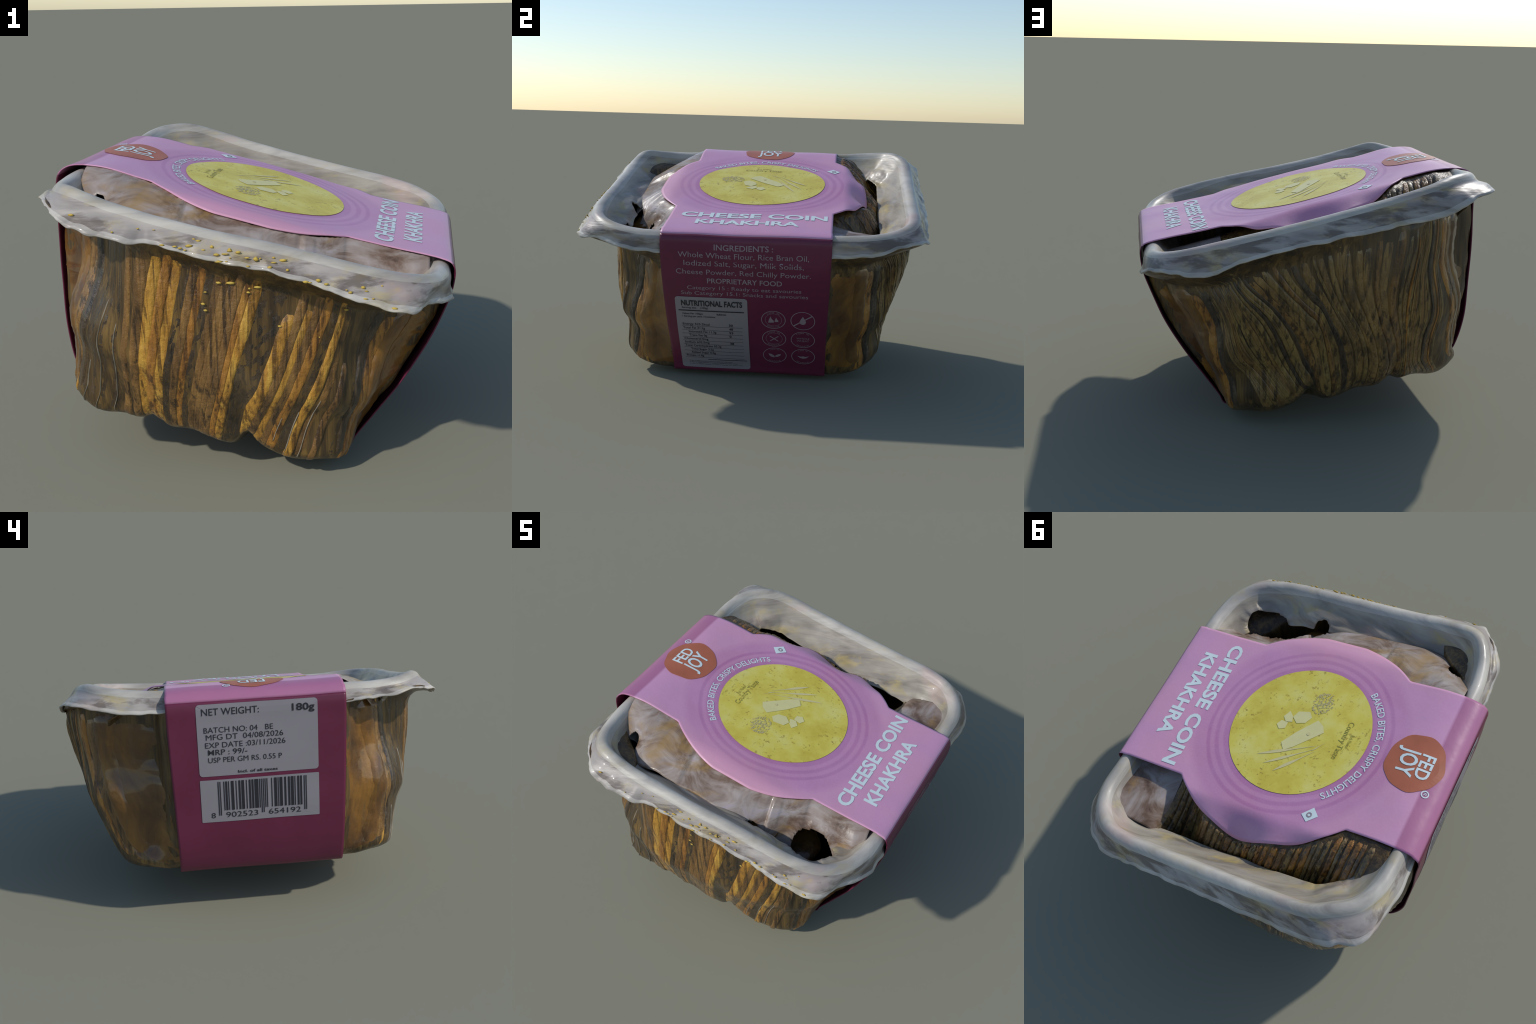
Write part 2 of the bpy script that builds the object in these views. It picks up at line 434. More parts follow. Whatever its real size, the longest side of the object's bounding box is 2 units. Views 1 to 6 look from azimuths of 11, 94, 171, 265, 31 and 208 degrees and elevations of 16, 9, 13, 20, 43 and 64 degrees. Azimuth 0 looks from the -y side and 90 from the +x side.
# ------------------------------------------------------------------ crackers pressed on the plastic
def strip(surf, a_of_t, half, t0, t1, bulge, mat, seed, name="cracker", nt=44, parent=None):
    """edge of one cracker as it lies against a surface: a rounded, slightly chewed strip"""
    NC = 7
    verts = []
    for j in range(nt):
        t = lerp(t0, t1, j / (nt - 1))
        a = a_of_t(t)
        taper = min(1, 16 * (t - t0) / (t1 - t0) + .05, 16 * (t1 - t) / (t1 - t0) + .05)
        hw = half * (.6 + .4 * taper) * (1 + .10 * fbm((t * 12, seed * 3.1, 0)))
        jit = half * .10 * fbm((t * 20, seed * 1.7, 4))
        for c in range(NC):
            u = -1 + 2 * c / (NC - 1)
            p, n = surf(a + jit + hw * u, t)
            h = bulge * (1 - u ** 8) * taper * (1 + .25 * fbm((t * 22, seed, u * 2))) - .003
            verts.append(p + n * h)
    return mesh_object(name, verts, grid_faces(nt, NC), mat, parent or tub)
def on_wall(a, t): return wall(a, t), wall_n(a, t)

def build_crackers():
    r = random.Random(11)
    gold, orange, brown, dark, wide = M_GOLD, M_ORNG, M_CRK, M_DARK, M_CRK
    # -y side, left to right: (centre x at mid height, width, material, top fraction)
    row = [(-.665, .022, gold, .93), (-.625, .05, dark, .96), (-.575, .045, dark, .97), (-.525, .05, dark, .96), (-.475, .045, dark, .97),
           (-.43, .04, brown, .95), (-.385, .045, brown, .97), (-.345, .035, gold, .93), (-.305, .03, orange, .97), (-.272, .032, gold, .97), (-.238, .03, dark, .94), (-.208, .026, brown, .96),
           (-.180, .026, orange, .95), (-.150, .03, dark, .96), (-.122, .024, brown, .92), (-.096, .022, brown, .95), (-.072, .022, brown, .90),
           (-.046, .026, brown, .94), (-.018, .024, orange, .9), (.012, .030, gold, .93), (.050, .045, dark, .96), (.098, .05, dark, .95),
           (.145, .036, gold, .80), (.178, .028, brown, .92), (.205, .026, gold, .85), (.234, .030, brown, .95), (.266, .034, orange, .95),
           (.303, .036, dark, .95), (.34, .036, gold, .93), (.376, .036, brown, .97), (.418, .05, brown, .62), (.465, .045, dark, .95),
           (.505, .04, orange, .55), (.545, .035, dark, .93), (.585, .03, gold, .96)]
    for i, (x, w, m, top) in enumerate(row):
        a0 = min((abs(outline(-.16 + .0005 * k, .5)[0] - x), -.16 + .0005 * k) for k in range(640))[1]
        strip(on_wall, lambda t, a0=a0: a0 + .004 * (t - .5) * (.5 + a0 * 6), w / 5.4 * .62, r.uniform(.025, .05),
              min(.97, top + .03), r.uniform(.004, .010) if m != dark else .003, m, 100 + i)
    # +y side: stacks fanned out toward the mouth, like slumped pages
    a, i = .5 - .105, 0
    r = random.Random(23)
    while a < .5 + .105:
        half = r.choice((.0010, .0013, .0016, .002, .0025))
        off = (a - .525)
        f = lambda t, o=off: .525 + o * (.82 + .50 * t ** 1.7) + .004 * math.sin(t * 7 + o * 40)
        strip(on_wall, f, half * 1.3, r.uniform(.03, .07), r.uniform(.95, .985), r.uniform(.003, .010), r.choice((M_TAN, M_TAN, brown, orange, M_TAN, M_OLIVE, M_OLIVE, M_OLIVE, dark)), 300 + i)
        a += 2 * half + r.choice((0, .0003, .0008)); i += 1
    # ends: broad cracker faces either side of the sleeve
    r = random.Random(31)
    for ac in (.25, .75):
        for w in (-1, 1):
            for k, (off, half, t0, t1, b) in enumerate(((.068, .022, .08, .90, .006), (.086, .015, .12, .93, .016), (.103, .010, .08, .9, .010), (.118, .007, .12, .93, .010))):
                o = w * off
                strip(on_wall, lambda t, o=o, w=w, ac=ac: ac + o + w * .008 * math.sin(t * 3.0), half, t0 + r.uniform(-.03, .03), t1, b, M_FACE if k < 2 else r.choice((dark, brown, orange)), int(500 + ac * 100 + w * 10 + k))

build_crackers()
def build_glint_strips():
    """highlight streaks near the lower corners of the -y side, modelled as thin pale strips"""
    m = plain("pale_modelled_glint", (.28, .24, .18), .3, .15, 12)
    for i, (x, t0, t1) in enumerate(((-.62, .06, .30), (-.56, .05, .62), (-.49, .06, .55), (.19, .14, .30), (.245, .07, .34), (.30, .06, .42))):
        a0 = min((abs(outline(-.16 + .0005 * k, .3)[0] - x), -.16 + .0005 * k) for k in range(640))[1]
        strip(on_wall, lambda t, a0=a0: a0, .00038, t0, t1, .008, m, 900 + i, name="modelled_glint")
build_glint_strips()

def build_crumbs():
    """yellow crumbs caught under the flange and along the top of the -y wall"""
    import bmesh
    r = random.Random(41); bm = bmesh.new()
    for i in range(55):
        x = r.choice((r.gauss(-.10, .14), r.gauss(.25, .25), r.uniform(-.6, .65)))
        if not -.6 < x < .66: continue
        if r.random() < .75:
            q = min(range(len(RING)), key=lambda n: abs(RING[n][0].x - x) + (0 if RING[n][0].y < -.6 else 9))
            c, f = RING[q]; t = r.uniform(.35, .95); p = c.lerp(f, t); p.y -= .018 * math.sin(t * 3.14)
        else:
            a0 = min((abs(outline(-.16 + .002 * k, .8)[0] - x), -.16 + .002 * k) for k in range(160))[1]
            t = r.uniform(.74, .96); p = wall(a0, t) + wall_n(a0, t) * .010
        res = bmesh.ops.create_icosphere(bm, subdivisions=1, radius=1)
        sx = r.uniform(.003, .008); sc = (sx * r.uniform(1, 2.6), sx * .5, sx * r.uniform(.5, 1.1))
        for v in res["verts"]:
            v.co = Vector((v.co.x * sc[0], v.co.y * sc[1], v.co.z * sc[2])) * r.uniform(.75, 1.2) + p
    me = bpy.data.meshes.new("crumbs"); bm.to_mesh(me); bm.free()
    me.materials.append(plain("yellow_crumb", (.55, .38, .07), .6, .35, 30))
    me.polygons.foreach_set("use_smooth", [True] * len(me.polygons))
    ob = bpy.data.objects.new("crumbs", me); bpy.context.scene.collection.objects.link(ob); ob.parent = tub; ob["kind"] = "stuff"
build_crumbs()

# loose crackers standing inside, seen through the open mouth
def build_inner():
    r = random.Random(5)
    NSEG = 40
    verts, faces = [], []
    R, th = .36, .014
    prof = [(0, th), (R * .6, th * 1.05), (R * .94, th * .9), (R, 0), (R * .94, -th * .9), (R * .6, -th * 1.05), (0, -th)]
    for s in range(NSEG):
        an = 2 * math.pi * s / NSEG
        for rad, h in prof:
            q = rad * (1 + .02 * math.sin(3 * an + 1))
            verts.append(Vector((h, q * math.cos(an), q * math.sin(an))))
    proto = mesh_object("cracker", verts, grid_faces(NSEG, len(prof), True), M_CRK)
    me = proto.data
    bpy.data.objects.remove(proto)
    x = -.50
    while x < .42:
        for yc in (-.16, .20):
            ob = bpy.data.objects.new("cracker", me)
            bpy.context.scene.collection.objects.link(ob); ob.parent = tub
            zc = lid_z(x) - .62 + r.uniform(-.03, .03)
            ob.location = (x * .8 + r.uniform(-.01, .01), yc + r.uniform(-.03, .03), max(zc, zfloor(x) + .40))
            ob.rotation_euler = (r.uniform(0, 6), .26 + r.uniform(-.06, .06), r.uniform(-.06, .06))
        x += r.uniform(.045, .065)
build_inner()
def under_gap(x, y, z, r, tilt, mat):
    n = 28; v = []
    for i in range(n):
        an = 2 * math.pi * i / n
        for q, h in ((0, .012), (.6, .014), (.95, .010), (1, 0), (.95, -.01), (0, -.012)):
            rr = r * q * (1 + .03 * math.sin(5 * an))
            p = Vector((rr * math.cos(an), rr * math.sin(an), h)); 
            v.append(Vector((x + p.x, y + p.y * math.cos(tilt), z + p.y * math.sin(tilt) + p.z - .27 * p.x)))
    mesh_object("cracker", v, grid_faces(n, 6, True), mat, tub)
under_gap(.36, -.50, .66, .12, .35, M_FACE); under_gap(.19, -.66, .87, .12, .3, M_FACE); under_gap(-.54, -.56, .98, .08, .4, M_FACE)

# ------------------------------------------------------------------ card sleeve
# side profile of the sleeve in x,z : from the +x lower edge up, over the top, down the -x end
PROFILE = [(.400,.022), (.440,.038), (.465,.085), (.545,.195), (.662,.364), (.757,.530), (.835,.720), (.858,.825), (.853,.872),
           (.825,.897), (.720,.922), (.550,.955), (.350,1.000), (.170,1.049), (.000,1.094), (-.170,1.136), (-.340,1.178), (-.480,1.217), (-.620,1.254),
           (-.740,1.264), (-.808,1.246), (-.840,1.198), (-.843,1.100), (-.846,.970), (-.848,.780), (-.846,.550), (-.828,.410),
           (-.792,.300), (-.757,.262), (-.700,.247)]
def build_profile():
    pts = []
    P = [Vector((x, 0, z)) for x, z in PROFILE]
    for i in range(len(P) - 1):
        p0, p3 = P[max(i - 1, 0)], P[min(i + 2, len(P) - 1)]
        for k in range(10): pts.append(catmull(p0, P[i], P[i + 1], p3, k / 10))
    pts.append(P[-1])
    arc = [0.0]
    for i in range(1, len(pts)): arc.append(arc[-1] + (pts[i] - pts[i - 1]).length)
    # s = 0 at the upper +x fold
    k = min(range(len(pts)), key=lambda i: (pts[i] - Vector((.853, 0, .872))).length)
    s0 = arc[k]
    return pts, [a - s0 for a in arc]
PPTS, PARC = build_profile()
S_MIN, S_MAX = PARC[0], PARC[-1]
def prof_at(s):
    s = min(max(s, S_MIN), S_MAX)
    lo, hi = 0, len(PARC) - 1
    while hi - lo > 1:
        m = (lo + hi) // 2
        if PARC[m] <= s: lo = m
        else: hi = m
    t = (s - PARC[lo]) / (PARC[hi] - PARC[lo])
    p = PPTS[lo].lerp(PPTS[hi], t)
    tg = (PPTS[min(hi + 1, len(PPTS) - 1)] - PPTS[max(lo - 1, 0)]).normalized()
    return p, tg
def s_of_top_x(x):
    return min((abs(PPTS[i].x - x), PARC[i]) for i in range(len(PPTS)) if PPTS[i].z > .86)[1]
S_FOLD2 = s_of_top_x(-.835)
def edges(p):
    """lower and upper y limit of the card at a profile point"""
    if p.z > lid_z(p.x) - .10 and abs(p.x) < .8:
        h = .455
        c = math.sqrt(max(0, .64 ** 2 - p.x ** 2))
        lo = -max(h, min(c - .03, .60) if abs(p.x) < .5 else 0)
        hi = max(h - .01, min(c, .645) if abs(p.x) < .47 else 0)
        return lo, hi
    k = smooth(.9, .1, p.z) if p.x > 0 else smooth(1.2, .3, p.z)
    return lerp(-.458, -.445, k), lerp(.448, .43, k)
def sleeve(s, y, off=0.0):
    p, tg = prof_at(s)
    nrm = Vector((tg.z, 0, -tg.x))            # outward
    if nrm.dot(p - Vector((0, 0, .6))) < 0: nrm = -nrm
    q = p + nrm * off; q.y = y
    if p.z > lid_z(p.x) - .12:
        q.z -= (.085 + .03 * math.sin(p.x * 17 + 1)) * smooth(.50, .66, y) * smooth(.5, .3, abs(p.x + .02))
        q.z -= .02 * smooth(.50, .62, -y)
        q.z += .004 * fbm((p.x * 3, y * 3, 2), 1, 2)
    else:
        q += nrm * .004 * fbm((p.z * 3, y * 3, 6), 1, 2)
    return q
def build_sleeve():
    NS, NY = 300, 72
    S = [lerp(S_MIN, S_MAX, i / (NS - 1)) for i in range(NS)]
    verts = []
    for s in S:
        p, _ = prof_at(s); lo, hi = edges(p)
        for j in range(NY):
            verts.append(sleeve(s, lerp(lo, hi, j / (NY - 1))))
    fs = grid_faces(NS, NY)
    idx = []
    for f in fs:
        s = S[f[0] // NY]
        idx.append(0 if .006 < s < S_FOLD2 - .02 else 1)
    top = [f for f, i in zip(fs, idx) if i == 0]; side = [f for f, i in zip(fs, idx) if i == 1]
    root = mesh_object("sleeve", verts, side, M_SIDE, tub)
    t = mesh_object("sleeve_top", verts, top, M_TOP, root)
    for o in (root, t):
        # drop unused vertices
        import bmesh
        bm = bmesh.new(); bm.from_mesh(o.data)
        bmesh.ops.delete(bm, geom=[v for v in bm.verts if not v.link_faces], context="VERTS")
        bmesh.ops.recalc_face_normals(bm, faces=bm.faces)
        bm.to_mesh(o.data); bm.free()
        solidify(o, .005, 0)
    # floor panel of the sleeve closes the loop
    v = []
    a, b = prof_at(S_MIN)[0], prof_at(S_MAX)[0]
    for i in range(20):
        q = a.lerp(b, i / 19)
        for j in range(8): v.append(Vector((q.x, lerp(-.445, .43, j / 7), q.z)))
    o = mesh_object("sleeve_floor", v, grid_faces(20, 8), M_SIDE, root); solidify(o, .005, 0)
    return root
SLEEVE = build_sleeve()

# ------------------------------------------------------------------ film inside the mouth
def inner_film():
    """lid film sagging between the rim's funnel and the card edge, one trough per side"""
    NX, NV = 140, 24
    for sgn in (-1, 1):
        def surf(x, v, sgn=sgn):
            p, _ = prof_at(s_of_top_x(x))
            lo, hi = edges(p)
            if sgn < 0:
                y0, z0 = lo + .012, sleeve(s_of_top_x(x), lo).z - .006
                y1, z1 = table([(-.70, -.62), (-.6, -.70), (-.5, -.75), (.24, -.75), (.36, -.68), (.62, -.64), (.755, -.56)], x), lid_z(x) - table([(-.62, .18), (-.35, .11), (.05, .11), (.2, .19), (.35, .36), (.6, .30), (.7, .14)], x)
                y = lerp(y0, y1, v); z = lerp(z0, z1, v ** 1.7)
                if abs(y0) > .55: y = lerp(y0, y1, v ** 1.6)
            else:
                inside = smooth(.22, .36, x)
                y0 = lerp(hi - .012, .40, inside); z0 = lerp(sleeve(s_of_top_x(x), hi).z - .008, lid_z(x) - .045, inside)
                y1, z1 = .745, lid_z(x) - table([(-.7, .16), (-.5, .28), (-.3, .30), (-.1, .26), (.2, .30), (.34, .38), (.43, .24), (.50, .11), (.62, .06), (.75, .02)], x)
                deep = max(.5 * smooth(-.2, -.36, x), smooth(.2, .3, x) * smooth(.55, .45, x))
                y = lerp(y0, y1, v ** .8); z = lerp(z0, z1, v ** lerp(1.4, .8, deep))
            k = .008 * fbm((x * 5, v * 2, sgn), 1, 3)
            return Vector((x, y + k, z + k))
        verts = [surf(lerp(-.70, .755, i / (NX - 1)), j / (NV - 1)) for i in range(NX) for j in range(NV)]
        if sgn < 0:
            for v in verts: lip(v)
        gap = lambda i, j, verts=verts: gap_level(sum((verts[k] for k in (i * NV + j, (i + 1) * NV + j, i * NV + j + 1, (i + 1) * NV + j + 1)), Vector()) / 4) < 1
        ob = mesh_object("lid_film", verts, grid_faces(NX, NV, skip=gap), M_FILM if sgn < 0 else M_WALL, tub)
        if sgn > 0:
            ob.data.materials.append(M_FILM)
            for f in ob.data.polygons:
                if f.center.x > .46: f.material_index = 1
        solidify(ob, .004, 0)
        if sgn > 0:
            r = random.Random(77); x, i = -.62, 0
            while x < .44:
                h = r.uniform(.011, .02)
                def s2(a, t):
                    p = surf(a, t); n = (surf(a + .005, t) - surf(a - .005, t)).cross(surf(a, min(1, t + .02)) - surf(a, max(0, t - .02))).normalized()
                    return p, (n if n.z > 0 else -n)
                strip(s2, lambda t, x=x: x + .02 * t, h, .06 if x < .25 else .02, .98, .014, r.choice((M_CRK, M_OLIVE, M_OLIVE, M_OLIVE, M_ORNG)), 700 + i, nt=30)
                x += 2 * h + r.uniform(.0, .004); i += 1
inner_film()

# ------------------------------------------------------------------ print on the card
# everything is laid out flat in (y, s): y across the card, s along its wrap (0 = +x top fold)
def decal(name, pts, faces, mat, off, parent):
    verts = [sleeve(sv, yv, off) for yv, sv in pts]
    return mesh_object(name, verts, faces, mat, parent, smooth_shade=False)

def shape(name, outline_pts, centre, mat, off, parent, rings=1):
    """filled outline, built from concentric copies so that it bends with the card"""
    n = len(outline_pts); pts = [centre]; faces = []
    for k in range(1, rings + 1):
        f = k / rings
        pts += [(lerp(centre[0], p[0], f), lerp(centre[1], p[1], f)) for p in outline_pts]
    for i in range(n): faces.append((0, 1 + i, 1 + (i + 1) % n))
    for k in range(1, rings):
        for i in range(n):
            a, b = 1 + (k - 1) * n, 1 + k * n; j = (i + 1) % n
            faces.append((a + i, b + i, b + j, a + j))
    return decal(name, pts, faces, mat, off, parent)
def ring(name, c, r0, r1, mat, off, parent, n=48, squash=1.0):
    pts = []
    for i in range(n):
        an = 2 * math.pi * i / n
        for r in (r0, r1): pts.append((c[0] + r * math.cos(an), c[1] + r * squash * math.sin(an)))
    return decal(name, pts, grid_faces(n, 2, True), mat, off, parent)
def round_box(y0, y1, s0, s1, r, n=6, dense=12):
    out = []
    for cx, cy, a0 in ((y1 - r, s1 - r, 0), (y0 + r, s1 - r, 90), (y0 + r, s0 + r, 180), (y1 - r, s0 + r, 270)):
        for i in range(n + 1):
            an = math.radians(a0 + 90 * i / n); out.append((cx + r * math.cos(an), cy + r * math.sin(an)))
    full = []
    for i in range(len(out)):
        a, b = out[i], out[(i + 1) % len(out)]
        d = math.dist(a, b); m = max(1, int(d / .04))
        full += [(lerp(a[0], b[0], k / m), lerp(a[1], b[1], k / m)) for k in range(m)]
    return full

FONT_H = None
def text_flat(body, bold=0.0, res=3):
    """outline font -> flat triangles; returns points scaled to cap height 1, width"""
    global FONT_H
    def grab(t, b):
        cu = bpy.data.curves.new("glyphs", "FONT"); cu.body = t; cu.resolution_u = res; cu.offset = b
        ob = bpy.data.objects.new("glyphs", cu); bpy.context.scene.collection.objects.link(ob)
        bpy.context.view_layer.update()
        me = ob.evaluated_get(bpy.context.evaluated_depsgraph_get()).to_mesh()
        v = [(p.co.x, p.co.y) for p in me.vertices]; f = [tuple(p.vertices) for p in me.polygons]
        ob.evaluated_get(bpy.context.evaluated_depsgraph_get()).to_mesh_clear()
        bpy.data.objects.remove(ob); bpy.data.curves.remove(cu)
        return v, f
    if FONT_H is None:
        hv, _ = grab("H", 0); FONT_H = max(p[1] for p in hv)
    v, f = grab(body, bold)
    x0, x1 = min(p[0] for p in v), max(p[0] for p in v)
    return [((p[0] - x0) / (x1 - x0), p[1] / FONT_H) for p in v], f
def lettering(body, y0, y1, base, height, mat, parent, back=False, bold=0.0, off=.0045, slope=0.0, name="lettering"):
    """text whose ink spans y0..y1 on a baseline; back=True reads from the -x end"""
    v, f = text_flat(body, bold)
    if back: pts = [(lerp(y0, y1, a), base - b * height) for a, b in v]
    else: pts = [(lerp(y0, y1, a), base + b * height + slope * a) for a, b in v]
    return decal(name, pts, f, mat, off, parent)

TOP = bpy.data.objects["sleeve_top"]
L1, L2, L3 = .0048, .0066, .0084

def print_top():
    c = (.0, .893); R = .383
    n = 72
    out = [(c[0] + R * (1 + .006 * math.sin(3 * a)) * math.cos(a), c[1] + R * .985 * math.sin(a)) for a in (2 * math.pi * i / n for i in range(n))]
    disc = shape("printed_biscuit", out, c, M_DISC, L1, TOP, rings=14)
    # cheese wedge, cubes, grains, wheat ears, faint words
    def quad(name, q, m, off=L2):
        cy = sum(p[0] for p in q) / len(q); cs = sum(p[1] for p in q) / len(q)
        return shape(name, q, (cy, cs), m, off, disc)
    quad("printed_cheese", [(-.055, 1.005), (-.02, 1.025), (.11, .905), (.139, .866), (.10, .835), (.02, .885), (-.08, .965)], M_CHEESE)
    ho = [(.012 + .009 * math.cos(a * .7), .952 + .009 * math.sin(a * .7)) for a in range(9)]
    quad("printed_cheese_hole", ho, M_WHEAT, L3)
    quad("printed_cheese", [(-.115, .90), (-.085, .925), (-.045, .905), (-.03, .86), (-.06, .825), (-.10, .84)], M_CHEESE)
    quad("printed_cheese", [(-.065, .822), (-.03, .835), (-.022, .80), (-.05, .775), (-.09, .795)], M_CHEESE)
    quad("printed_cheese", [(-.02, .815), (.015, .815), (.03, .785), (.005, .76), (-.025, .775)], M_CHEESE)
    r = random.Random(3)
    pts, fs = [], []
    for i in range(150):                                    # heap of fine grains
        an, q = r.uniform(0, 6.28), r.random() ** .6
        y, sv = -.185 + .075 * q * math.cos(an), .945 + .055 * q * math.sin(an)
        t = r.uniform(0, 3.14); l, w = .007, .0025
        d = (math.cos(t) * l, math.sin(t) * l); e = (-math.sin(t) * w, math.cos(t) * w)
        b = len(pts)
        pts += [(y + d[0], sv + d[1]), (y + e[0], sv + e[1]), (y - d[0], sv - d[1]), (y - e[0], sv - e[1])]
        fs.append((b, b + 1, b + 2, b + 3))
    g = decal("printed_grain", pts, fs, M_GRAIN, L2, disc); g["kind"] = "stuff"
    for (y0, s0), (y1, s1), w in (((.06, 1.03), (.205, .745), .010), ((.075, 1.035), (.245, .80), .009), ((.09, 1.035), (.27, .87), .010), ((.03, 1.06), (.10, 1.01), .003)):
        dx, ds = y1 - y0, s1 - s0; L = math.hypot(dx, ds); nx, ns = -ds / L, dx / L
        o = []
        for k in range(13): f = k / 12; ww = w * math.sin(math.pi * min(1, f * 1.0)) ** .7 * (.25 + .75 * smooth(.3, .7, f)); o.append((y0 + dx * f + nx * ww, s0 + ds * f + ns * ww))
        for k in range(12, -1, -1): f = k / 12; ww = w * math.sin(math.pi * f) ** .7 * (.25 + .75 * smooth(.3, .7, f)); o.append((y0 + dx * f - nx * ww, s0 + ds * f - ns * ww))
        quad("printed_wheat_ear", o[:-1], M_WHEAT)
    lettering("Country Taste", -.125, .105, 1.125, .030, M_DIM, disc, off=L2)
    lettering("Rich Flavour", -.055, .03, 1.165, .018, M_DIM, disc, off=L2)
    # product words
    lettering("CHEESE COIN", -.395, .415, .272, .075, M_WHITE, TOP, bold=.032, name="product_lettering")
    lettering("KHAKHRA", -.298, .265, .150, .073, M_WHITE, TOP, bold=.032, name="product_lettering")
    # slogan bent round the biscuit
    v, f = text_flat("BAKED BITES, CRISPY DELIGHTS", .01)
    pts = []
    for a, b in v:
        an = math.radians(lerp(139, 41, a)); rr = .408 + b * .036
        pts.append((c[0] + rr * math.cos(an), c[1] - .002 + rr * math.sin(an)))
    decal("slogan_lettering", pts, f, M_WHITE, L1, TOP)
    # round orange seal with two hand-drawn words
    r = random.Random(9)
    lc = (-.006, 1.532)
    o = []
    for i in range(48):
        an = 2 * math.pi * i / 48
        rr = 1 + .018 * math.sin(5 * an + 1) + .012 * math.sin(9 * an)
        o.append((lc[0] + .163 * rr * math.cos(an), lc[1] + .148 * rr * math.sin(an)))
    seal = shape("orange_seal", o, lc, M_ORANGE, L1, TOP, rings=5)
    lettering("FED", -.068, .072, 1.553, .066, M_WHITE, seal, bold=.02, off=L2)
    lettering("JOY", -.078, .082, 1.455, .085, M_WHITE, seal, bold=.02, off=L2)
    ring("registered_mark", (.134, 1.640), .014, .020, M_WHITE, L1, TOP, 24)
    lettering("R", .127, .142, 1.632, .016, M_WHITE, TOP)
    b = shape("printed_badge", [(.433 + y, 1.163 + q) for y, q in ((-.045, .006), (-.006, .045), (.04, .0), (.008, -.04))], (.433, 1.163), M_WHITE, L1, TOP, 2)
    ring("badge_dot", (.433, 1.163), .008, .014, M_GREYPINK, L2, b, 20)
print_top()

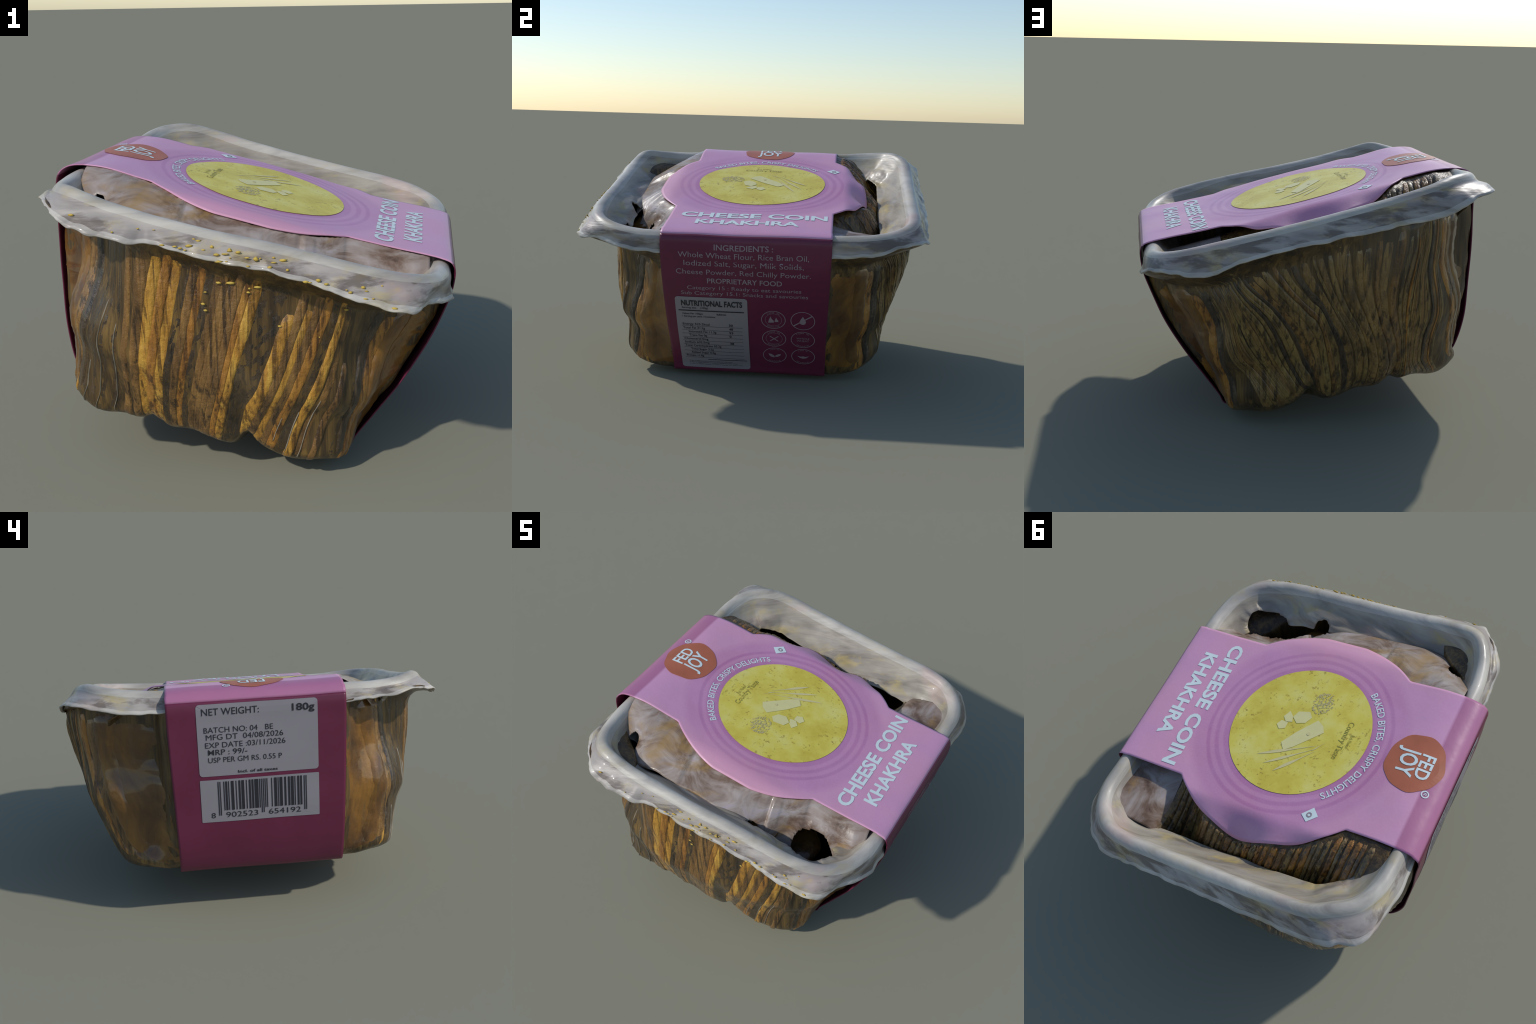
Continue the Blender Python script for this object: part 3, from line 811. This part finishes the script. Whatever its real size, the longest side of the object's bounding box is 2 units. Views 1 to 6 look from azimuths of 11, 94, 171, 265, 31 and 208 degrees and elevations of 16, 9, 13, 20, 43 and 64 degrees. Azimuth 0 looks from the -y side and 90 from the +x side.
def print_front():
    P = SLEEVE
    T = lambda b, y0, y1, base, h, bold=0.0: lettering(b, y0, y1, base, h, M_GREYPINK, P, bold=bold)
    T("INGREDIENTS :", -.171, .141, -.068, .030, .012)
    T("Whole Wheat Flour, Rice Bran Oil,", -.362, .330, -.113, .030)
    T("Iodized Salt, Sugar, Milk Solids,", -.333, .304, -.160, .030)
    T("Cheese Powder, Red Chilly Powder.", -.376, .342, -.212, .030)
    T("PROPRIETARY FOOD", -.211, .190, -.266, .030, .014)
    T("Category 15 : Ready to eat savouries", -.320, .293, -.308, .023)
    T("Sub Category 15.1: Snacks and savouries", -.355, .330, -.343, .023)
    lab = shape("nutrition_label", round_box(-.393, .002, -.928, -.360, .018), (-.19, -.64), M_LABEL, L1, P, rings=8)
    D = lambda b, y0, y1, base, h, bold=0.0: lettering(b, y0, y1, base, h, M_BLACK, lab, bold=bold, off=L2)
    D("NUTRITIONAL FACTS", -.360, -.026, -.420, .036, .03)
    D("Serving size    (100g)", -.358, -.215, -.440, .012, .01)
    def bar(y0, y1, sv, h):
        n = 8
        pts = [(lerp(y0, y1, i / n), sv + k * h) for i in range(n + 1) for k in (0, 1)]
        return decal("label_rule", pts, grid_faces(n + 1, 2), M_BLACK, L2, lab)
    bar(-.377, -.018, -.459, .007)
    D("Values Per 100gm", -.360, -.245, -.484, .012, .01); D("%RDA", -.17, -.115, -.484, .012, .01)
    D("1 Serving per pack / Container", -.360, -.175, -.504, .012, .01)
    rows = [("Energy 525.2kcal", 0, .150, "30"), ("Total Fat 31.2g", 0, .122, "48"), ("Saturated Fat 11.3g", .028, .156, "53"), ("Trans Fat 0g", .03, .10, "0"),
            ("Cholesterol 0mg", 0, .135, ""), ("Sodium 632.5mg", 0, .140, "38"), ("Total Carbohydrate 55.2g", 0, .205, ""), ("Total Sugar 3.2g", .03, .130, ""),
            ("Added Sugar 0.0g", .03, .140, ""), ("Protein 11.0g", 0, .10, "")]
    for i, (t, ind, w, pc) in enumerate(rows):
        base = -.565 - .0297 * i
        D(t, -.362 + ind, -.362 + ind + w, base, .016, .008)
        if pc: D(pc, -.105, -.083 if len(pc) > 1 else -.094, base, .016, .02)
        bar(-.370, -.03, base - .009, .0016)
    bar(-.24, -.016, -.858, .004)
    for k in range(3): D("A diet of 2000 calories is used as a guide for daily values", -.350, -.10 + .03 * k, -.878 - .013 * k, .007)
    # six ringed icons
    for i, (cy, cs) in enumerate(((.142, -.501), (.303, -.499), (.144, -.648), (.304, -.648), (.145, -.793), (.306, -.793))):
        ic = ring("icon_ring", (cy, cs), .063, .067, M_GREYPINK, L1, P)
        ring("icon_inner_ring", (cy, cs), .0445, .0462, M_GREYPINK, L1, ic, 40) if i in (0, 2) else None
        sh = lambda o, c: shape("icon_glyph", [(cy + a, cs + b) for a, b in o], (cy + c[0], cs + c[1]), M_GREYPINK, L1, ic)
        if i == 0:
            for dx, k in ((-.013, 1.0), (.017, .7)):
                sh([(dx - .016 * k, -.022 * k), (dx - .012 * k, 0), (dx - .002, .026 * k), (dx + .004, .006 * k), (dx + .014 * k, -.004), (dx + .016 * k, -.02 * k)], (dx, -.008))
        elif i == 1:
            sh([(0, .034), (.012, .010), (.018, -.006), (.013, -.022), (0, -.028), (-.013, -.022), (-.018, -.006), (-.012, .010)], (0, -.005))
            sh([(-.052, -.036), (-.048, -.042), (.052, .036), (.048, .042)], (0, 0))
        elif i == 2:
            for g in (1, -1): sh([(-.022 * g, .022), (-.026 * g, .018), (.020 * g, -.022), (.024 * g, -.018)], (0, 0))
        elif i == 3:
            lettering("WHOLE", cy - .036, cy + .036, cs + .003, .014, M_GREYPINK, ic); lettering("WHEAT", cy - .034, cy + .034, cs - .017, .014, M_GREYPINK, ic)
        elif i == 4:
            sh([(-.036, .016), (-.02, .012), (-.002, -.004), (.0, -.018), (-.012, -.018), (-.028, -.008)], (-.016, -.004))
            sh([(.036, .012), (.018, .010), (.003, -.003), (.002, -.016), (.016, -.014), (.030, -.004)], (.017, -.003))
        else:
            sh([(-.034, .006), (-.012, .0), (0, .004), (.012, .0), (.034, .006), (.018, -.012), (0, -.018), (-.018, -.012)], (0, -.005))
        if i != 1:
            for word, up in (("100 %", 1), ("SNACK", -1)):
                v, f = text_flat(word); pts = []
                for a, b in v:
                    an = math.radians(90 + (28 if i < 4 else 20) * (1 - 2 * a) * 1.4) if up > 0 else math.radians(270 - 40 * (1 - 2 * a))
                    rr = .050 + b * .008 if up > 0 else .058 - b * .008
                    pts.append((cy + rr * math.cos(an), cs + rr * math.sin(an)))
                decal("icon_lettering", pts, f, M_GREYPINK, L1, ic)
print_front()

def print_back():
    P = SLEEVE
    lab = shape("price_label", round_box(-.311, .299, 1.772, 2.147, .018), (0, 1.96), M_LABEL, L1, P, rings=7)
    D = lambda b, y0, y1, base, h, bold=0.0: lettering(b, y0, y1, base, h, M_BLACK, lab, back=True, bold=bold, off=L2)
    D("NET WEIGHT:", .272, -.016, 1.827, .034, .004); D("180g", -.181, -.295, 1.829, .034, .022)
    D("BATCH NO: 04   BE", .265, -.084, 1.918, .028); D("MFG DT  04/08/2026", .256, -.134, 1.955, .028)
    D("EXP DATE :03/11/2026", .262, -.144, 1.996, .028); D("MRP : 99/-", .250, .051, 2.034, .028, .005)
    D("USP PER GM RS. 0.55 P", .251, -.124, 2.074, .027); D("Incl. of all taxes", .103, -.100, 2.136, .014, .02)
    bc = shape("barcode_label", round_box(-.312, .300, 2.167, 2.402, .004, 2), (0, 2.285), M_LABEL, L1, P, rings=5)
    # thirteen-digit bar pattern worked out from its number
    code = "8902523654192"
    Lc = ["0001101", "0011001", "0010011", "0111101", "0100011", "0110001", "0101111", "0111011", "0110111", "0001011"]
    inv = lambda q: "".join("10"[int(ch)] for ch in q)
    par = ["LLLLLL", "LLGLGG", "LLGGLG", "LLGGGL", "LGLLGG", "LGGLLG", "LGGGLL", "LGLGLG", "LGLGGL", "LGGLGL"][int(code[0])]
    bits = "101" + "".join(Lc[int(d)] if p == "L" else inv(Lc[int(d)])[::-1] for d, p in zip(code[1:7], par)) + "01010" + "".join(inv(Lc[int(d)]) for d in code[7:]) + "101"
    y0, y1 = .211, -.247; w = (y1 - y0) / len(bits)
    i = 0
    while i < len(bits):
        if bits[i] == "1":
            j = i
            while j < len(bits) and bits[j] == "1": j += 1
            guard = i < 3 or i >= 92 or 45 <= i < 50
            s1 = 2.366 if guard else 2.338
            a, b = y0 + w * i, y0 + w * j
            pts = [(yy, lerp(2.178, s1, k / 4)) for yy in (a, b) for k in range(5)]
            decal("barcode_bar", pts, grid_faces(2, 5), M_BLACK, L2, bc)
            i = j
        else: i += 1
    B = lambda b, ya, yb: lettering(b, ya, yb, 2.378, .029, M_BLACK, bc, back=True, off=L2)
    B("8", .251, .229); B("902523", .175, .009); B("654192", -.047, -.214)
print_back()

bpy.context.view_layer.update()
